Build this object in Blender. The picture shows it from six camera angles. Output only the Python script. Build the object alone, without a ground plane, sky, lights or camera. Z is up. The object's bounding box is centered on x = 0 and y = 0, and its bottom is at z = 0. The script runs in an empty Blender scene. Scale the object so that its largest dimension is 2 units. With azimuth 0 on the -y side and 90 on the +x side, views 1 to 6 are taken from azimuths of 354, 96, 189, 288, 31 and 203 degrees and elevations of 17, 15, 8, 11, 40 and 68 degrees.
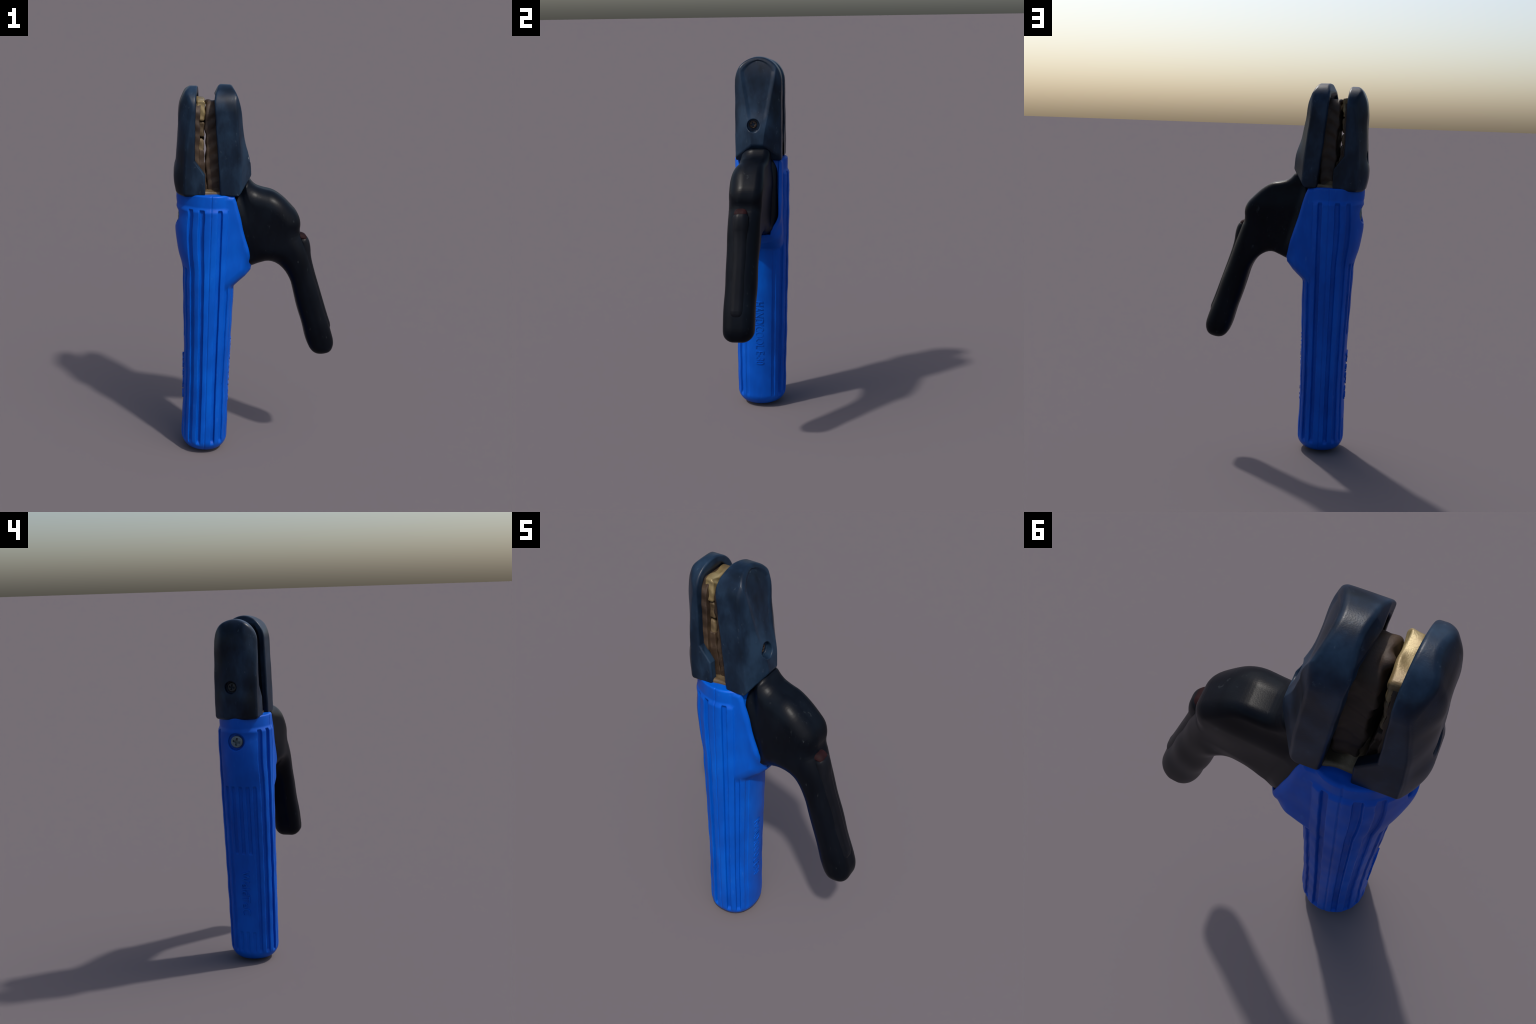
"""Welding electrode holder: blue ribbed handle, two black jaw covers with brass
contacts between them, black squeeze lever.  Every solid is described by an
implicit shape (profiles, sections, rounding) that is turned into a mesh."""
import bpy, math
import numpy as np

# ------------------------------------------------------------------ helpers
def lerp_table(z, pts):
    """piecewise-linear profile value at z; pts = [(z, value), ...] ascending z"""
    zs, vs = zip(*pts)
    return np.interp(z, zs, vs)

def smooth_table(z, pts):
    """monotone-ish smooth profile (cubic eased between control points)"""
    zs = np.array([p[0] for p in pts], float)
    vs = np.array([p[1] for p in pts], float)
    z = np.clip(z, zs[0], zs[-1])
    m = np.gradient(vs, zs)
    i = np.clip(np.searchsorted(zs, z) - 1, 0, len(zs) - 2)
    h = zs[i + 1] - zs[i]
    t = (z - zs[i]) / h
    t2, t3 = t * t, t * t * t
    return ((2*t3 - 3*t2 + 1) * vs[i] + (t3 - 2*t2 + t) * h * m[i]
            + (-2*t3 + 3*t2) * vs[i + 1] + (t3 - t2) * h * m[i + 1])

def step(e0, e1, x):
    t = np.clip((x - e0) / (e1 - e0), 0, 1)
    return t * t * (3 - 2 * t)

def round_and(a, b, r):
    """intersection of two distances with a fillet of radius r"""
    return (np.minimum(np.maximum(a + r, b + r), 0)
            + np.sqrt(np.maximum(a + r, 0)**2 + np.maximum(b + r, 0)**2) - r)

def soft_or(a, b, k):
    h = np.clip(0.5 + 0.5 * (b - a) / k, 0, 1)
    return b + (a - b) * h - k * h * (1 - h)

def soft_cut(a, b, k):
    """a minus b with softened rim"""
    return -soft_or(-a, b, k)

def polygon(px, pz, pts):
    """signed distance to a closed polygon in the x-z plane"""
    d = np.full(np.broadcast(px, pz).shape, 1e9)
    s = np.ones_like(d)
    n = len(pts)
    for i in range(n):
        ax, az = pts[i]
        bx, bz = pts[i - 1]
        ex, ez = bx - ax, bz - az
        wx, wz = px - ax, pz - az
        t = np.clip((wx * ex + wz * ez) / (ex * ex + ez * ez), 0, 1)
        d = np.minimum(d, (wx - ex * t)**2 + (wz - ez * t)**2)
        c1, c2, c3 = pz >= az, pz < bz, ex * wz > ez * wx
        flip = (c1 & c2 & c3) | (~c1 & ~c2 & ~c3)
        s = np.where(flip, -s, s)
    return s * np.sqrt(d)

def chaikin(pts, n=2):
    for _ in range(n):
        out = []
        for i, p in enumerate(pts):
            q = pts[(i + 1) % len(pts)]
            out += [(0.75*p[0] + 0.25*q[0], 0.75*p[1] + 0.25*q[1]),
                    (0.25*p[0] + 0.75*q[0], 0.25*p[1] + 0.75*q[1])]
        pts = out
    return pts

def box(x, y, z, cx, cy, cz, hx, hy, hz, r):
    qx, qy, qz = abs(x - cx) - hx + r, abs(y - cy) - hy + r, abs(z - cz) - hz + r
    return (np.sqrt(np.maximum(qx, 0)**2 + np.maximum(qy, 0)**2 + np.maximum(qz, 0)**2)
            + np.minimum(np.maximum(np.maximum(qx, qy), qz), 0) - r)

def wobble(x, y, z, amp, f):
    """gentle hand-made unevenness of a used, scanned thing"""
    return amp * (np.sin(f*x + 1.3*np.sin(f*0.7*z)) * np.sin(f*1.1*y + 0.9)
                  + 0.7*np.sin(f*1.7*z + 2.1*np.sin(f*0.6*x) + f*0.8*y))

# ------------------------------------------------------- implicit -> mesh
def mesh_from_implicit(name, f, lo, hi, h):
    lo, hi = np.array(lo, float), np.array(hi, float)
    n = np.ceil((hi - lo) / h).astype(int) + 1
    ax = [lo[k] + h * np.arange(n[k]) for k in range(3)]
    F = np.array(np.broadcast_to(f(ax[0][:, None, None], ax[1][None, :, None], ax[2][None, None, :]), n))
    S = F < 0
    c = [S[i:n[0]-1+i, j:n[1]-1+j, k:n[2]-1+k] for i in (0, 1) for j in (0, 1) for k in (0, 1)]
    cnt = np.sum(np.array(c, dtype=np.int8), axis=0)
    act = (cnt > 0) & (cnt < 8)
    ci = np.argwhere(act)
    idx = -np.ones(act.shape, dtype=np.int64)
    idx[act] = np.arange(len(ci))
    acc, num = np.zeros((len(ci), 3)), np.zeros(len(ci))
    corners = [np.array(o) for o in np.ndindex(2, 2, 2)]
    for a in corners:
        for k in range(3):
            if a[k]:
                continue
            b = a.copy(); b[k] = 1
            fa = F[tuple((ci + a).T)]
            fb = F[tuple((ci + b).T)]
            m = (fa < 0) != (fb < 0)
            t = fa[m] / (fa[m] - fb[m])
            p = np.tile(a.astype(float), (m.sum(), 1))
            p[:, k] = t
            acc[m] += p
            num[m] += 1
    V = lo + h * (ci + acc / num[:, None])
    faces = []
    for k in range(3):
        u, v = [(1, 2), (2, 0), (0, 1)][k]
        sl0 = [slice(None)] * 3; sl1 = [slice(None)] * 3
        sl0[k] = slice(0, -1); sl1[k] = slice(1, None)
        A, B = S[tuple(sl0)], S[tuple(sl1)]
        e = np.argwhere(A != B)
        e = e[(e[:, u] > 0) & (e[:, v] > 0) & (e[:, u] < n[u]-1) & (e[:, v] < n[v]-1)]
        inside = A[tuple(e.T)]
        q = []
        for du, dv in ((-1, -1), (0, -1), (0, 0), (-1, 0)):
            o = e.copy(); o[:, u] += du; o[:, v] += dv
            q.append(idx[tuple(o.T)])
        q = np.stack(q, 1)
        q[~inside] = q[~inside][:, ::-1]
        faces.append(q)
    Q = np.concatenate(faces)
    e = h * 0.2
    for _ in range(4):                                   # pull onto the true surface
        x, y, z = V.T
        v0 = f(x, y, z)
        g = np.stack([f(x+e, y, z) - f(x-e, y, z), f(x, y+e, z) - f(x, y-e, z),
                      f(x, y, z+e) - f(x, y, z-e)], 1) / (2 * e)
        s = v0 / np.maximum((g**2).sum(1), 0.25)
        V = V - np.clip(s, -0.3*h, 0.3*h)[:, None] * g
    me = bpy.data.meshes.new(name)
    me.vertices.add(len(V)); me.vertices.foreach_set("co", V.astype(np.float32).ravel())
    me.loops.add(Q.size); me.loops.foreach_set("vertex_index", Q.ravel().astype(np.int32))
    me.polygons.add(len(Q))
    me.polygons.foreach_set("loop_start", np.arange(0, Q.size, 4, dtype=np.int32))
    me.polygons.foreach_set("use_smooth", np.ones(len(Q), dtype=bool))
    me.update(calc_edges=True); me.validate()
    ob = bpy.data.objects.new(name, me)
    bpy.context.scene.collection.objects.link(ob)
    return ob

# ---------------------------------------------------------------- materials
def material(name, base, dark, light, rough, scale=(1, 1, 1), mix=0.5, fleck=0.0,
             metallic=0.0, bump=0.12, grain=260.0, spec=0.35, fleck_colour=(0.2, 0.2, 0.2)):
    m = bpy.data.materials.new(name); m.use_nodes = True
    nt = m.node_tree; N, L = nt.nodes, nt.links
    b = N["Principled BSDF"]
    b.inputs["Roughness"].default_value = rough
    b.inputs["Metallic"].default_value = metallic
    b.inputs["Specular IOR Level"].default_value = spec
    tc = N.new("ShaderNodeTexCoord"); mp = N.new("ShaderNodeMapping")
    mp.inputs["Scale"].default_value = scale
    L.new(tc.outputs["Object"], mp.inputs["Vector"])
    n1 = N.new("ShaderNodeTexNoise"); n1.inputs["Scale"].default_value = 7
    n1.inputs["Detail"].default_value = 5; n1.inputs["Roughness"].default_value = 0.6
    L.new(mp.outputs["Vector"], n1.inputs["Vector"])
    cr = N.new("ShaderNodeValToRGB")
    e = cr.color_ramp.elements
    e[0].position, e[0].color = 0.5 - mix*0.35, (*dark, 1)
    e[1].position, e[1].color = 0.5 + mix*0.35, (*light, 1)
    mid = cr.color_ramp.elements.new(0.5); mid.color = (*base, 1)
    L.new(n1.outputs["Fac"], cr.inputs["Fac"])
    col = cr.outputs["Color"]
    if fleck:
        n2 = N.new("ShaderNodeTexNoise"); n2.inputs["Scale"].default_value = 46
        n2.inputs["Detail"].default_value = 4; n2.inputs["Roughness"].default_value = 0.7
        L.new(mp.outputs["Vector"], n2.inputs["Vector"])
        r2 = N.new("ShaderNodeValToRGB")
        r2.color_ramp.elements[0].position = 0.63; r2.color_ramp.elements[0].color = (0, 0, 0, 1)
        r2.color_ramp.elements[1].position = 0.80; r2.color_ramp.elements[1].color = (fleck,)*3 + (1,)
        L.new(n2.outputs["Fac"], r2.inputs["Fac"])
        mx = N.new("ShaderNodeMix"); mx.data_type = 'RGBA'
        L.new(r2.outputs["Color"], mx.inputs[0]); L.new(col, mx.inputs[6])
        mx.inputs[7].default_value = (*fleck_colour, 1)
        col = mx.outputs[2]
    L.new(col, b.inputs["Base Color"])
    n3 = N.new("ShaderNodeTexNoise"); n3.inputs["Scale"].default_value = grain
    n3.inputs["Detail"].default_value = 3
    L.new(tc.outputs["Object"], n3.inputs["Vector"])
    bp = N.new("ShaderNodeBump"); bp.inputs["Strength"].default_value = bump
    bp.inputs["Distance"].default_value = 0.002
    L.new(n3.outputs["Fac"], bp.inputs["Height"]); L.new(bp.outputs["Normal"], b.inputs["Normal"])
    return m

MAT_BLUE = material("blue_plastic", (0.000, 0.070, 0.420), (0.000, 0.055, 0.345), (0.000, 0.090, 0.490), 0.42,
                    scale=(1, 1, 0.35), fleck=0.35, fleck_colour=(0.04, 0.17, 0.52), spec=0.16)
MAT_JAW = material("jaw_black_plastic", (0.005, 0.0125, 0.027), (0.0022, 0.0055, 0.011), (0.012, 0.028, 0.054), 0.36,
                   scale=(1, 1, 0.5), mix=0.42, fleck=0.6, fleck_colour=(0.07, 0.10, 0.13), spec=0.18)
MAT_LEVER = material("lever_black_plastic", (0.002, 0.0032, 0.006), (0.0012, 0.0018, 0.0034), (0.0036, 0.006, 0.010), 0.36,
                     scale=(1, 1, 0.5), mix=0.6, fleck=0.5, fleck_colour=(0.05, 0.058, 0.065), spec=0.10)
MAT_PAD = material("pad_black_rubber", (0.0036, 0.0044, 0.007), (0.002, 0.0025, 0.004), (0.006, 0.007, 0.010), 0.42,
                   scale=(1, 1, 0.5), fleck=0.2, fleck_colour=(0.04, 0.04, 0.04), spec=0.12)
MAT_RED = material("red_brown_edge", (0.018, 0.005, 0.006), (0.008, 0.003, 0.004), (0.028, 0.007, 0.007), 0.7, spec=0.1)
MAT_GOLD = material("worn_brass", (0.19, 0.142, 0.066), (0.07, 0.046, 0.022), (0.36, 0.30, 0.16), 0.45,
                    mix=0.7, metallic=0.25, bump=0.3, fleck=0.5, fleck_colour=(0.5, 0.43, 0.26))
MAT_BRASS = material("tarnished_brass", (0.105, 0.074, 0.040), (0.040, 0.026, 0.015), (0.20, 0.15, 0.080), 0.55,
                     mix=0.7, metallic=0.2, bump=0.3, fleck=0.4, fleck_colour=(0.32, 0.25, 0.14))
MAT_BROWN = material("burnt_copper", (0.036, 0.022, 0.014), (0.014, 0.009, 0.008), (0.070, 0.044, 0.024), 0.6,
                     mix=0.7, metallic=0.1, bump=0.3, fleck=0.4, fleck_colour=(0.14, 0.095, 0.06))
MAT_STEEL = material("dull_steel", (0.10, 0.135, 0.15), (0.06, 0.08, 0.09), (0.16, 0.2, 0.22), 0.5,
                     metallic=0.4, bump=0.25)
MAT_DARKSTEEL = material("dark_steel", (0.05, 0.052, 0.05), (0.03, 0.03, 0.03), (0.08, 0.08, 0.075), 0.5,
                         metallic=0.4, bump=0.25)

# ------------------------------------------------------------------- handle
GROOVES = [math.radians(a) for a in (0, 16, 31, 50, 72)]
RIB = 0.011
POW = 2.22

def handle_section(z):
    cx = lerp_table(z, [(0, -0.241), (1.0, -0.247), (1.5, -0.247)])
    cy = lerp_table(z, [(0, -0.015), (1.0, -0.002), (1.5, 0.001)])
    a = smooth_table(z, [(0, 0.125), (0.15, 0.1255), (0.35, 0.1235), (0.6, 0.128), (0.9, 0.1355), (1.5, 0.136)])
    b = smooth_table(z, [(0, 0.138), (0.3, 0.1425), (0.7, 0.148), (1.0, 0.152), (1.3, 0.156), (1.5, 0.156)])
    return cx, cy, a, b

def handle_side_x(y, z, side):
    """x of the rib-level surface on the -x or +x flank"""
    cx, cy, a, b = handle_section(z)
    return cx + side * a * (1 - np.minimum(abs((y - cy) / b), 0.99)**POW)**(1/POW)

SWELL = [(0.0, 0.0), (0.98, 0.0), (1.04, 0.002), (1.08, 0.010), (1.12, 0.022), (1.17, 0.034), (1.25, 0.044), (1.30, 0.042),
         (1.35, 0.038), (1.40, 0.052), (1.46, 0.055)]

CHEEK = [(-0.32, 1.452), (-0.133, 1.452), (-0.120, 1.42), (-0.050, 1.16), (-0.038, 1.105), (-0.026, 1.066), (-0.030, 1.042),
         (-0.060, 1.004), (-0.114, 0.952), (-0.17, 0.90), (-0.30, 0.90)]
SLOT = [(-0.165, 1.60), (-0.105, 1.30), (-0.085, 1.09), (-0.065, 1.058), (0.2, 1.058), (0.2, 1.60)]

def handle(x, y, z):
    cx, cy, a, b = handle_section(z)
    dx, dy = x - cx, y - cy
    p = POW
    # screw side swells into a cushion below the jaws
    sw = np.where(dx < 0, smooth_table(z, SWELL), 0.0) * (1 - 0.22 * step(0.02, 0.12, dy) - 0.14 * step(0.02, 0.12, -dy))
    a = a + sw
    p = p - 8.0 * sw
    rho = (abs(dx / a)**p + abs(dy / b)**p + 1e-12)**(1 / p)
    rad = np.sqrt(dx * dx + dy * dy)
    d = (rho - 1) * np.where(rho > 1e-4, rad / np.maximum(rho, 1e-4), a)
    # fluting
    th = np.arctan2(abs(dy / b), abs(dx / a))
    g = np.zeros(np.broadcast(dx, dy).shape)
    ends = step(0.055, 0.085, z) * (1 - step(1.365, 1.395, z))
    flank_top = 1 - step(1.045, 1.062, z)
    label = step(0.180, 0.196, z) * (1 - step(0.655, 0.672, z)) * (dx < 0)
    for i, t in enumerate(GROOVES):
        w = 0.072 if i <= 2 else 0.092
        band = 1 - step(0.72 * w, 1.08 * w, abs(th - t))
        if i <= 2:
            band = band * flank_top
        if i <= 1:
            band = band * (1 - label) * (dx < 0) * (0.5 + 0.5 * step(0.19, 0.6, z))
        if i == 2:
            band = band * np.where(dx < 0, 1.0, 0.45)
        g = np.maximum(g, band * (0.75 if i <= 2 else (1.1 if i == 3 else 1.45)))
    seam = (1 - step(0.001, 0.004, abs(dx + 0.004))) * 0.003
    neck = step(1.365, 1.395, z)
    d = d + RIB * np.maximum(g * ends, neck) * 0.95 + seam
    # rounded foot and flat crown
    foot = 0.026 * (np.minimum(rad, 0.15) / 0.13)**2 - z
    d = round_and(d, foot, 0.05)
    d = round_and(d, z - 1.455, 0.008)
    # cheeks that hold the lever
    zr = z - 0.036 * np.minimum(abs(y) / 0.107, 1.3)**3 * step(1.30, 1.05, z)   # cup-shaped underside
    half = 0.127 - 0.042 * step(-0.095, -0.025, x) * (1 - step(1.06, 1.17, z))
    ch = round_and(polygon(x, zr, CHEEK), abs(y) - half, 0.022)
    d = soft_or(d, ch, 0.010)
    sl = round_and(polygon(x, z, SLOT), abs(y) - 0.107 + 0.042 * step(-0.095, -0.025, x) * (1 - step(1.06, 1.17, z)), 0.006)
    d = soft_cut(d, sl, 0.006)
    # screw well
    well = np.maximum(np.sqrt((y - 0.002)**2 + (z - 1.318)**2) - 0.047, x + 0.398)
    d = soft_cut(d, well, 0.006)
    return d + wobble(x, y, z, 0.0010, 26.0)

# --------------------------------------------------------------- jaw covers
def jaw(x, y, z, s, cy, hw, top, bottom, centre, edge, inner, wide, skew):
    """tongue-shaped cover; s=-1 opens to +x, s=+1 opens to -x.  The outside is a
    ridge that is broad at the tip and narrows towards the base."""
    ay = abs(y - cy)
    zc = top - hw
    tongue = np.where(z > zc, np.sqrt((y - cy)**2 + (z - zc)**2) - hw, ay - hw)
    w = smooth_table(z, wide)
    t = np.clip((ay - w) / np.maximum(hw * 0.97 - w, 0.012), 0, 1)
    if s < 0:
        t = t * t * (1.6 - 0.6 * t)                        # softer shoulders on the screw side
    xo = smooth_table(z, centre) * (1 - t) + smooth_table(z, edge) * t
    rim = np.minimum(w, np.sqrt(np.maximum((hw - 0.016)**2 - np.maximum(z - zc, 0)**2, 0)))
    dish = step(0.002, 0.026, rim - ay) * step(1.66, 1.74, z) * (s > 0)
    xo = xo - s * 0.0055 * dish                            # shallow teardrop panel
    outer = s * (x - xo) * 0.92
    d = round_and(tongue, outer, 0.009)
    xi = lerp_table(z, inner) + (skew * (y + 0.1) if s < 0 else 1.45 * skew * np.maximum(y + 0.02, 0))
    d = round_and(d, s * (xi - x) * 0.9, 0.008)
    d = round_and(d, bottom - z, 0.020 if s < 0 else 0.008)
    return d

def jaw_screw_side(x, y, z):
    d = jaw(x, y, z, -1, 0.004, 0.123, 1.986, 1.440,
            [(1.40, -0.425), (1.45, -0.430), (1.50, -0.440), (1.56, -0.443), (1.61, -0.436), (1.70, -0.431), (1.78, -0.427),
             (1.86, -0.427), (1.93, -0.413), (1.97, -0.392), (2.0, -0.360)],
            [(1.40, -0.390), (1.50, -0.392), (1.70, -0.388), (1.80, -0.379), (1.86, -0.371), (1.93, -0.362), (1.97, -0.355), (2.0, -0.348)],
            [(1.40, -0.280), (1.555, -0.286), (1.625, -0.340), (1.90, -0.344), (2.0, -0.344)],
            [(1.40, 0.044), (1.54, 0.038), (1.60, 0.028), (1.70, 0.036), (1.85, 0.050), (2.0, 0.050)], 0.10)
    yy = y - 0.004
    pocket = np.where(z > 1.87, np.sqrt(yy**2 + (z - 1.87)**2), abs(yy)) - 0.086
    floor = -0.350 + 0.026 * step(1.90, 1.975, z)
    d = soft_cut(d, np.maximum(np.maximum(pocket, floor - x), 1.46 - z), 0.008)
    d = soft_cut(d, np.maximum(np.sqrt((y - 0.017)**2 + (z - 1.620)**2) - 0.034, x + 0.405), 0.005)
    return d + wobble(x, y, z, 0.0007, 27.0)

def jaw_lever_side(x, y, z):
    d = jaw(x, y, z, 1, 0.000, 0.125, 2.0, 1.453,
            [(1.40, -0.038), (1.53, -0.045), (1.62, -0.055), (1.714, -0.085), (1.80, -0.103), (1.916, -0.125), (1.98, -0.152), (2.01, -0.170)],
            [(1.40, -0.092), (1.47, -0.098), (1.70, -0.118), (1.80, -0.130), (1.90, -0.142), (2.01, -0.170)],
            [(1.40, -0.202), (1.465, -0.208), (1.72, -0.233), (1.925, -0.254), (1.96, -0.249), (2.0, -0.230)],
            [(1.40, 0.030), (1.60, 0.038), (1.70, 0.058), (1.80, 0.076), (1.92, 0.096), (2.01, 0.098)], 0.14)
    yy = y
    pocket = np.where(z > 1.88, np.sqrt(yy**2 + (z - 1.88)**2), abs(yy)) - 0.092
    ceil_ = lerp_table(z, [(1.4, -0.180), (1.9, -0.215), (1.93, -0.235), (1.96, -0.262)]) + 0.08 * (y + 0.05)
    d = soft_cut(d, np.maximum(np.maximum(pocket, x - ceil_), 1.45 - z), 0.008)
    # sloping undercut above the lever
    d = round_and(d, (1.545 - z + (x + 0.045) * 1.30) * 0.6, 0.006)
    d = soft_cut(d, np.maximum(np.sqrt((y + 0.020)**2 + (z - 1.646)**2) - 0.034, -0.090 - x), 0.005)
    return d + wobble(x, y, z, 0.0007, 27.0)

# -------------------------------------------------------------------- lever
LEVER = chaikin([(-0.15, 1.30), (-0.135, 1.44), (-0.11, 1.528), (-0.055, 1.538), (-0.022, 1.496), (0.02, 1.484), (0.075, 1.477), (0.128, 1.445), (0.178, 1.395),
                 (0.214, 1.354), (0.229, 1.307), (0.225, 1.262), (0.246, 1.225), (0.294, 1.085), (0.343, 0.945),
                 (0.390, 0.810), (0.424, 0.720), (0.446, 0.655), (0.436, 0.606), (0.408, 0.582), (0.350, 0.573), (0.310, 0.596),
                 (0.284, 0.650), (0.256, 0.745), (0.231, 0.815), (0.202, 0.915), (0.176, 0.998), (0.134, 1.058), (0.070, 1.092),
                 (0.012, 1.072), (-0.030, 1.052), (-0.080, 1.056), (-0.12, 1.12)], 2)

def lever_root(x, z):
    return (1 - step(-0.055, 0.005, x + (z - 1.1) * 0.27)) * step(1.05, 1.17, z)

def lever_y(x, z):
    s = x + 0.25 * (1.28 - z)                     # runs along the lever
    lo = smooth_table(s, [(-0.3, -0.100), (-0.08, -0.104), (0.0, -0.118), (0.08, -0.130), (0.16, -0.132), (0.24, -0.133), (0.34, -0.135), (0.42, -0.140), (0.60, -0.148)])
    hi = smooth_table(s, [(-0.3, 0.084), (-0.06, 0.080), (0.02, 0.070), (0.10, 0.060), (0.19, 0.046), (0.27, 0.038), (0.36, 0.029), (0.5, 0.019), (0.62, 0.012)])
    web = 1 - step(0.14, 0.26, s)
    lo = lo + 0.013 * web * (1 - step(1.06, 1.19, z))      # flank draws in towards the arch
    hi = hi - 0.016 * web * step(1.33, 1.46, z) - 0.014 * (1 - step(1.06, 1.17, z)) * step(0.0, 0.08, x) * web
    root = lever_root(x, z)                                # fills the slot between the cheeks
    lo = lo * (1 - root) - 0.106 * root
    hi = hi * (1 - root) + 0.104 * root
    return lo, hi

def lever(x, y, z):
    prof = polygon(x, z, LEVER)
    lo, hi = lever_y(x, z)
    web = 1 - step(0.16, 0.30, x + 0.25 * (1.28 - z))
    d = round_and(prof + 0.007, lo - y, (0.060 + 0.026 * web) * (1 - 0.75 * lever_root(x, z)))     # full, soft on one flank
    d = round_and(d, y - hi, (0.060 - 0.024 * web) * (1 - 0.6 * lever_root(x, z)))                # crisper on the other
    return d + wobble(x, y, z, 0.0013, 15.0)

PAD = chaikin([(0.200, 1.232), (0.246, 1.246), (0.269, 1.230), (0.283, 1.185), (0.288, 1.130), (0.312, 1.050), (0.349, 0.945),
               (0.395, 0.812), (0.425, 0.735), (0.39, 0.70), (0.29, 0.90), (0.21, 1.12)], 2)

def grip_pad(x, y, z):
    cy = lerp_table(z, [(0.7, -0.072), (1.0, -0.060), (1.25, -0.056)])
    return round_and(polygon(x, z, PAD) + 0.003, abs(y - cy) - 0.042, 0.034)

def pad_edge(x, y, z):
    c = polygon(x, z, chaikin([(0.200, 1.252), (0.228, 1.257), (0.255, 1.243), (0.262, 1.215), (0.200, 1.215)], 2))
    return round_and(c, abs(y + 0.058) - 0.036, 0.026)

# ----------------------------------------------------------------- contacts
def contact_screw_side(x, y, z):
    yy = y - 0.004
    cap = np.where(z > 1.84, np.sqrt(yy**2 + (z - 1.84)**2), abs(yy)) - 0.090
    plate = np.maximum(np.maximum(cap, z - 1.918), np.maximum(-0.368 - x, x + 0.318 - 0.06 * (y + 0.05)))
    neck = np.maximum(np.maximum(abs(yy) - 0.070, abs(z - 1.56) - 0.115),
                      np.maximum(-0.35 - x, x - lerp_table(z, [(1.44, -0.268), (1.55, -0.282), (1.66, -0.296)])))
    d = soft_or(plate, neck, 0.008)
    return np.maximum(d, 1.45 - z) + wobble(x, y, z, 0.0022, 60.0)

def tooth(z0, z1, half, skew):
    """one block of the toothed brass strip"""
    def f(x, y, z):
        zz = z - skew * y
        d = box(x, y, zz, -0.318, 0.004, (z0 + z1) / 2, 0.022, half, (z1 - z0) / 2, 0.010)
        d = soft_cut(d, np.sqrt((x + 0.294)**2 + ((zz - (z0 + z1) / 2) * 0.8 + 0.5 * y - 0.01)**2) - 0.010, 0.006)
        return d + wobble(x, y, z, 0.0022, 70.0)
    return f

def contact_lever_side(x, y, z):
    cap = np.where(z > 1.85, np.sqrt(y**2 + (z - 1.85)**2), abs(y)) - 0.070
    xi = (lerp_table(z, [(1.40, -0.262), (1.62, -0.288), (1.65, -0.283), (1.75, -0.286), (1.78, -0.296), (1.93, -0.292)])
          + 0.15 * np.maximum(y + 0.02, 0) + 0.25 * np.maximum(z - 1.88, 0))
    d = round_and(np.maximum(cap, z - 1.930), np.maximum(xi - x, x + 0.19), 0.008)
    lump = np.sqrt((x + 0.277)**2 + (y - 0.015)**2 + ((z - 1.905) * 1.2)**2) - 0.020
    d = soft_or(d, lump, 0.012)
    return np.maximum(d, 1.45 - z) + wobble(x, y, z, 0.0025, 60.0)

def hinge_block(x, y, z):
    d = box(x, y, z, -0.245, 0.0, 1.42, 0.080, 0.104, 0.053, 0.012)
    fin = box(x, y, z, -0.262, 0.01, 1.52, 0.022, 0.050, 0.075, 0.012)
    return soft_or(d, fin, 0.05) + wobble(x, y, z, 0.004, 50.0)

# ------------------------------------------------------------------- screws
def screw(cx, cy, cz, r, depth, s):
    """cross-head screw, axis along x, head towards s"""
    def f(x, y, z):
        rr = np.sqrt((y - cy)**2 + (z - cz)**2)
        dome = (x - cx) * s - 0.10 * (r - rr)
        d = round_and(rr - r, np.maximum(dome, -depth - (x - cx) * s), 0.005)
        a = math.radians(12)
        u = (y - cy) * math.cos(a) + (z - cz) * math.sin(a)
        v = -(y - cy) * math.sin(a) + (z - cz) * math.cos(a)
        cross = np.minimum(np.maximum(abs(u) - r*0.16, abs(v) - r*0.62), np.maximum(abs(v) - r*0.16, abs(u) - r*0.62))
        return soft_cut(d, np.maximum(cross, -0.012 - (x - cx) * s), 0.002)
    return f

# ---------------------------------------------------------------- lettering
def lettering(name, text, size, place):
    cu = bpy.data.curves.new(name, 'FONT')
    cu.body = text; cu.size = 1.0; cu.extrude = 0.5; cu.resolution_u = 4
    tmp = bpy.data.objects.new(name + "_tmp", cu)
    bpy.context.scene.collection.objects.link(tmp)
    dg = bpy.context.evaluated_depsgraph_get()
    me = bpy.data.meshes.new_from_object(tmp.evaluated_get(dg))
    bpy.data.objects.remove(tmp); bpy.data.curves.remove(cu)
    me.name = name
    co = np.zeros(len(me.vertices) * 3); me.vertices.foreach_get("co", co)
    co = co.reshape(-1, 3)
    x0, x1 = co[:, 0].min(), co[:, 0].max()
    t = (co[:, 0] - x0) / (x1 - x0)
    up = co[:, 1] / 0.70
    new = place(t, up, np.where(co[:, 2] > 0, 1.0, 0.0))
    me.vertices.foreach_set("co", new.astype(np.float32).ravel()); me.update()
    ob = bpy.data.objects.new(name, me)
    bpy.context.scene.collection.objects.link(ob)
    return ob

def place_screw_side(t, up, out):
    z = 0.562 - t * 0.268
    y = 0.016 - up * 0.050
    return np.stack([handle_side_x(y, z, -1) + 0.004 - out * 0.0070, y, z], 1)

def place_lever_side(t, up, out):
    z = 0.650 - t * 0.380
    y = -0.036 + up * 0.048
    return np.stack([handle_side_x(y, z, 1) - 0.004 + out * 0.0064, y, z], 1)

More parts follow.
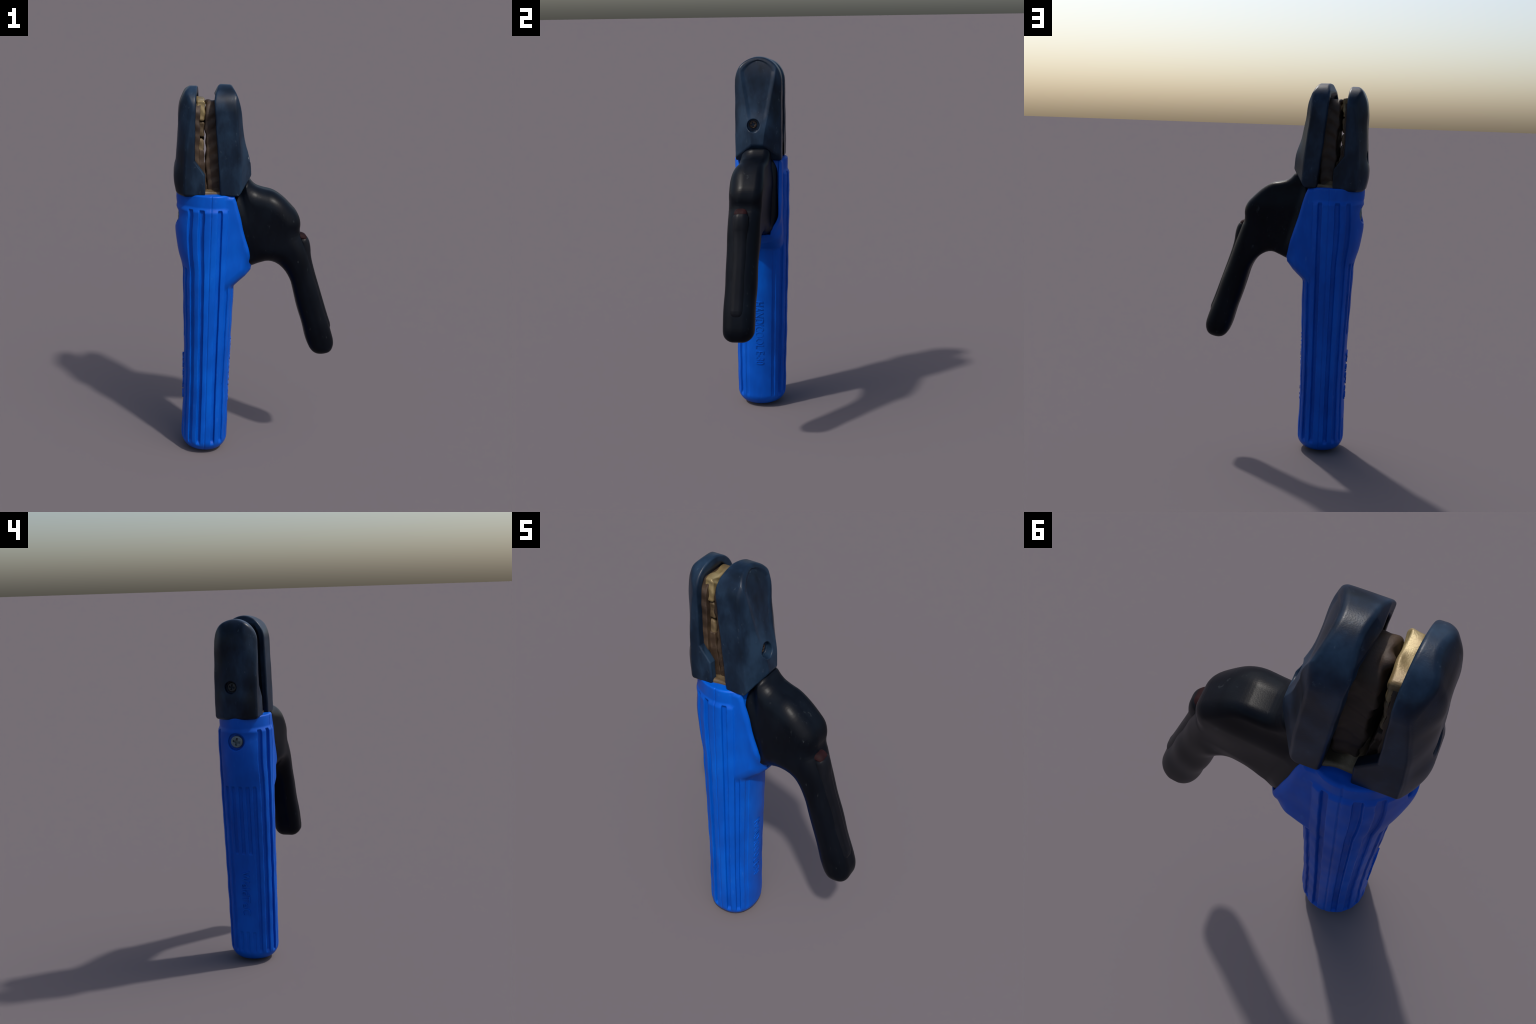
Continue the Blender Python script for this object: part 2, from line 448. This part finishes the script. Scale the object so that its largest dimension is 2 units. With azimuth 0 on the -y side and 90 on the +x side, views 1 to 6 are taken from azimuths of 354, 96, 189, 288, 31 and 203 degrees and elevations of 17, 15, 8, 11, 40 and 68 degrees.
# ----------------------------------------------------------------- assembly
def add(ob, mat, parent):
    ob.data.materials.clear(); ob.data.materials.append(mat)
    ob.parent = parent
    return ob

thing = bpy.data.objects.new("welding_electrode_holder", None)
bpy.context.scene.collection.objects.link(thing)
thing["label"] = "welding clamp with blue ribbed handle, black jaws and squeeze lever"
thing["category"] = "welding tool"

M = mesh_from_implicit
h_ob = add(M("handle", handle, (-0.45, -0.175, -0.012), (-0.015, 0.175, 1.47), 0.0032), MAT_BLUE, thing)
add(M("screw", screw(-0.413, 0.000, 1.318, 0.034, 0.030, -1), (-0.43, -0.045, 1.27), (-0.37, 0.045, 1.365), 0.0016), MAT_STEEL, h_ob)
add(lettering("lettering", "WeldTeC", 1, place_screw_side), MAT_BLUE, h_ob)
add(lettering("lettering", "HANDICOOL E-30", 1, place_lever_side), MAT_BLUE, h_ob)

jl = add(M("jaw_cover", jaw_screw_side, (-0.46, -0.135, 1.425), (-0.265, 0.14, 2.0), 0.0028), MAT_JAW, thing)
add(M("screw", screw(-0.411, 0.017, 1.620, 0.026, 0.020, -1), (-0.425, -0.02, 1.583), (-0.38, 0.055, 1.658), 0.0014), MAT_DARKSTEEL, jl)
jr = add(M("jaw_cover", jaw_lever_side, (-0.27, -0.145, 1.445), (-0.02, 0.13, 2.012), 0.0028), MAT_JAW, thing)
add(M("screw", screw(-0.086, -0.024, 1.650, 0.022, 0.015, 1), (-0.110, -0.055, 1.615), (-0.07, 0.008, 1.685), 0.0014), MAT_BROWN, jr)

add(M("contact_jaw", contact_screw_side, (-0.37, -0.1, 1.44), (-0.255, 0.11, 1.94), 0.0028), MAT_BROWN, thing)
for z0, z1, half, skew, mat in ((1.824, 1.924, 0.072, 0.03, MAT_GOLD), (1.742, 1.819, 0.066, 0.05, MAT_BRASS),
                                (1.655, 1.737, 0.064, 0.05, MAT_BRASS)):
    add(M("tooth", tooth(z0, z1, half, skew), (-0.35, -0.085, z0 - 0.012), (-0.285, 0.095, z1 + 0.014), 0.0022), mat, thing)
add(M("contact_jaw", contact_lever_side, (-0.30, -0.11, 1.44), (-0.18, 0.10, 1.945), 0.0028), MAT_BROWN, thing)
add(M("hinge_block", hinge_block, (-0.335, -0.12, 1.355), (-0.155, 0.12, 1.61), 0.0030), MAT_BRASS, thing)

lv = add(M("lever", lever, (-0.17, -0.165, 0.555), (0.47, 0.12, 1.54), 0.0034), MAT_LEVER, thing)
add(M("grip_pad", grip_pad, (0.18, -0.14, 0.68), (0.45, -0.005, 1.26), 0.0032), MAT_PAD, lv)
add(M("pad_edge", pad_edge, (0.20, -0.115, 1.21), (0.275, -0.01, 1.275), 0.0022), MAT_RED, lv)
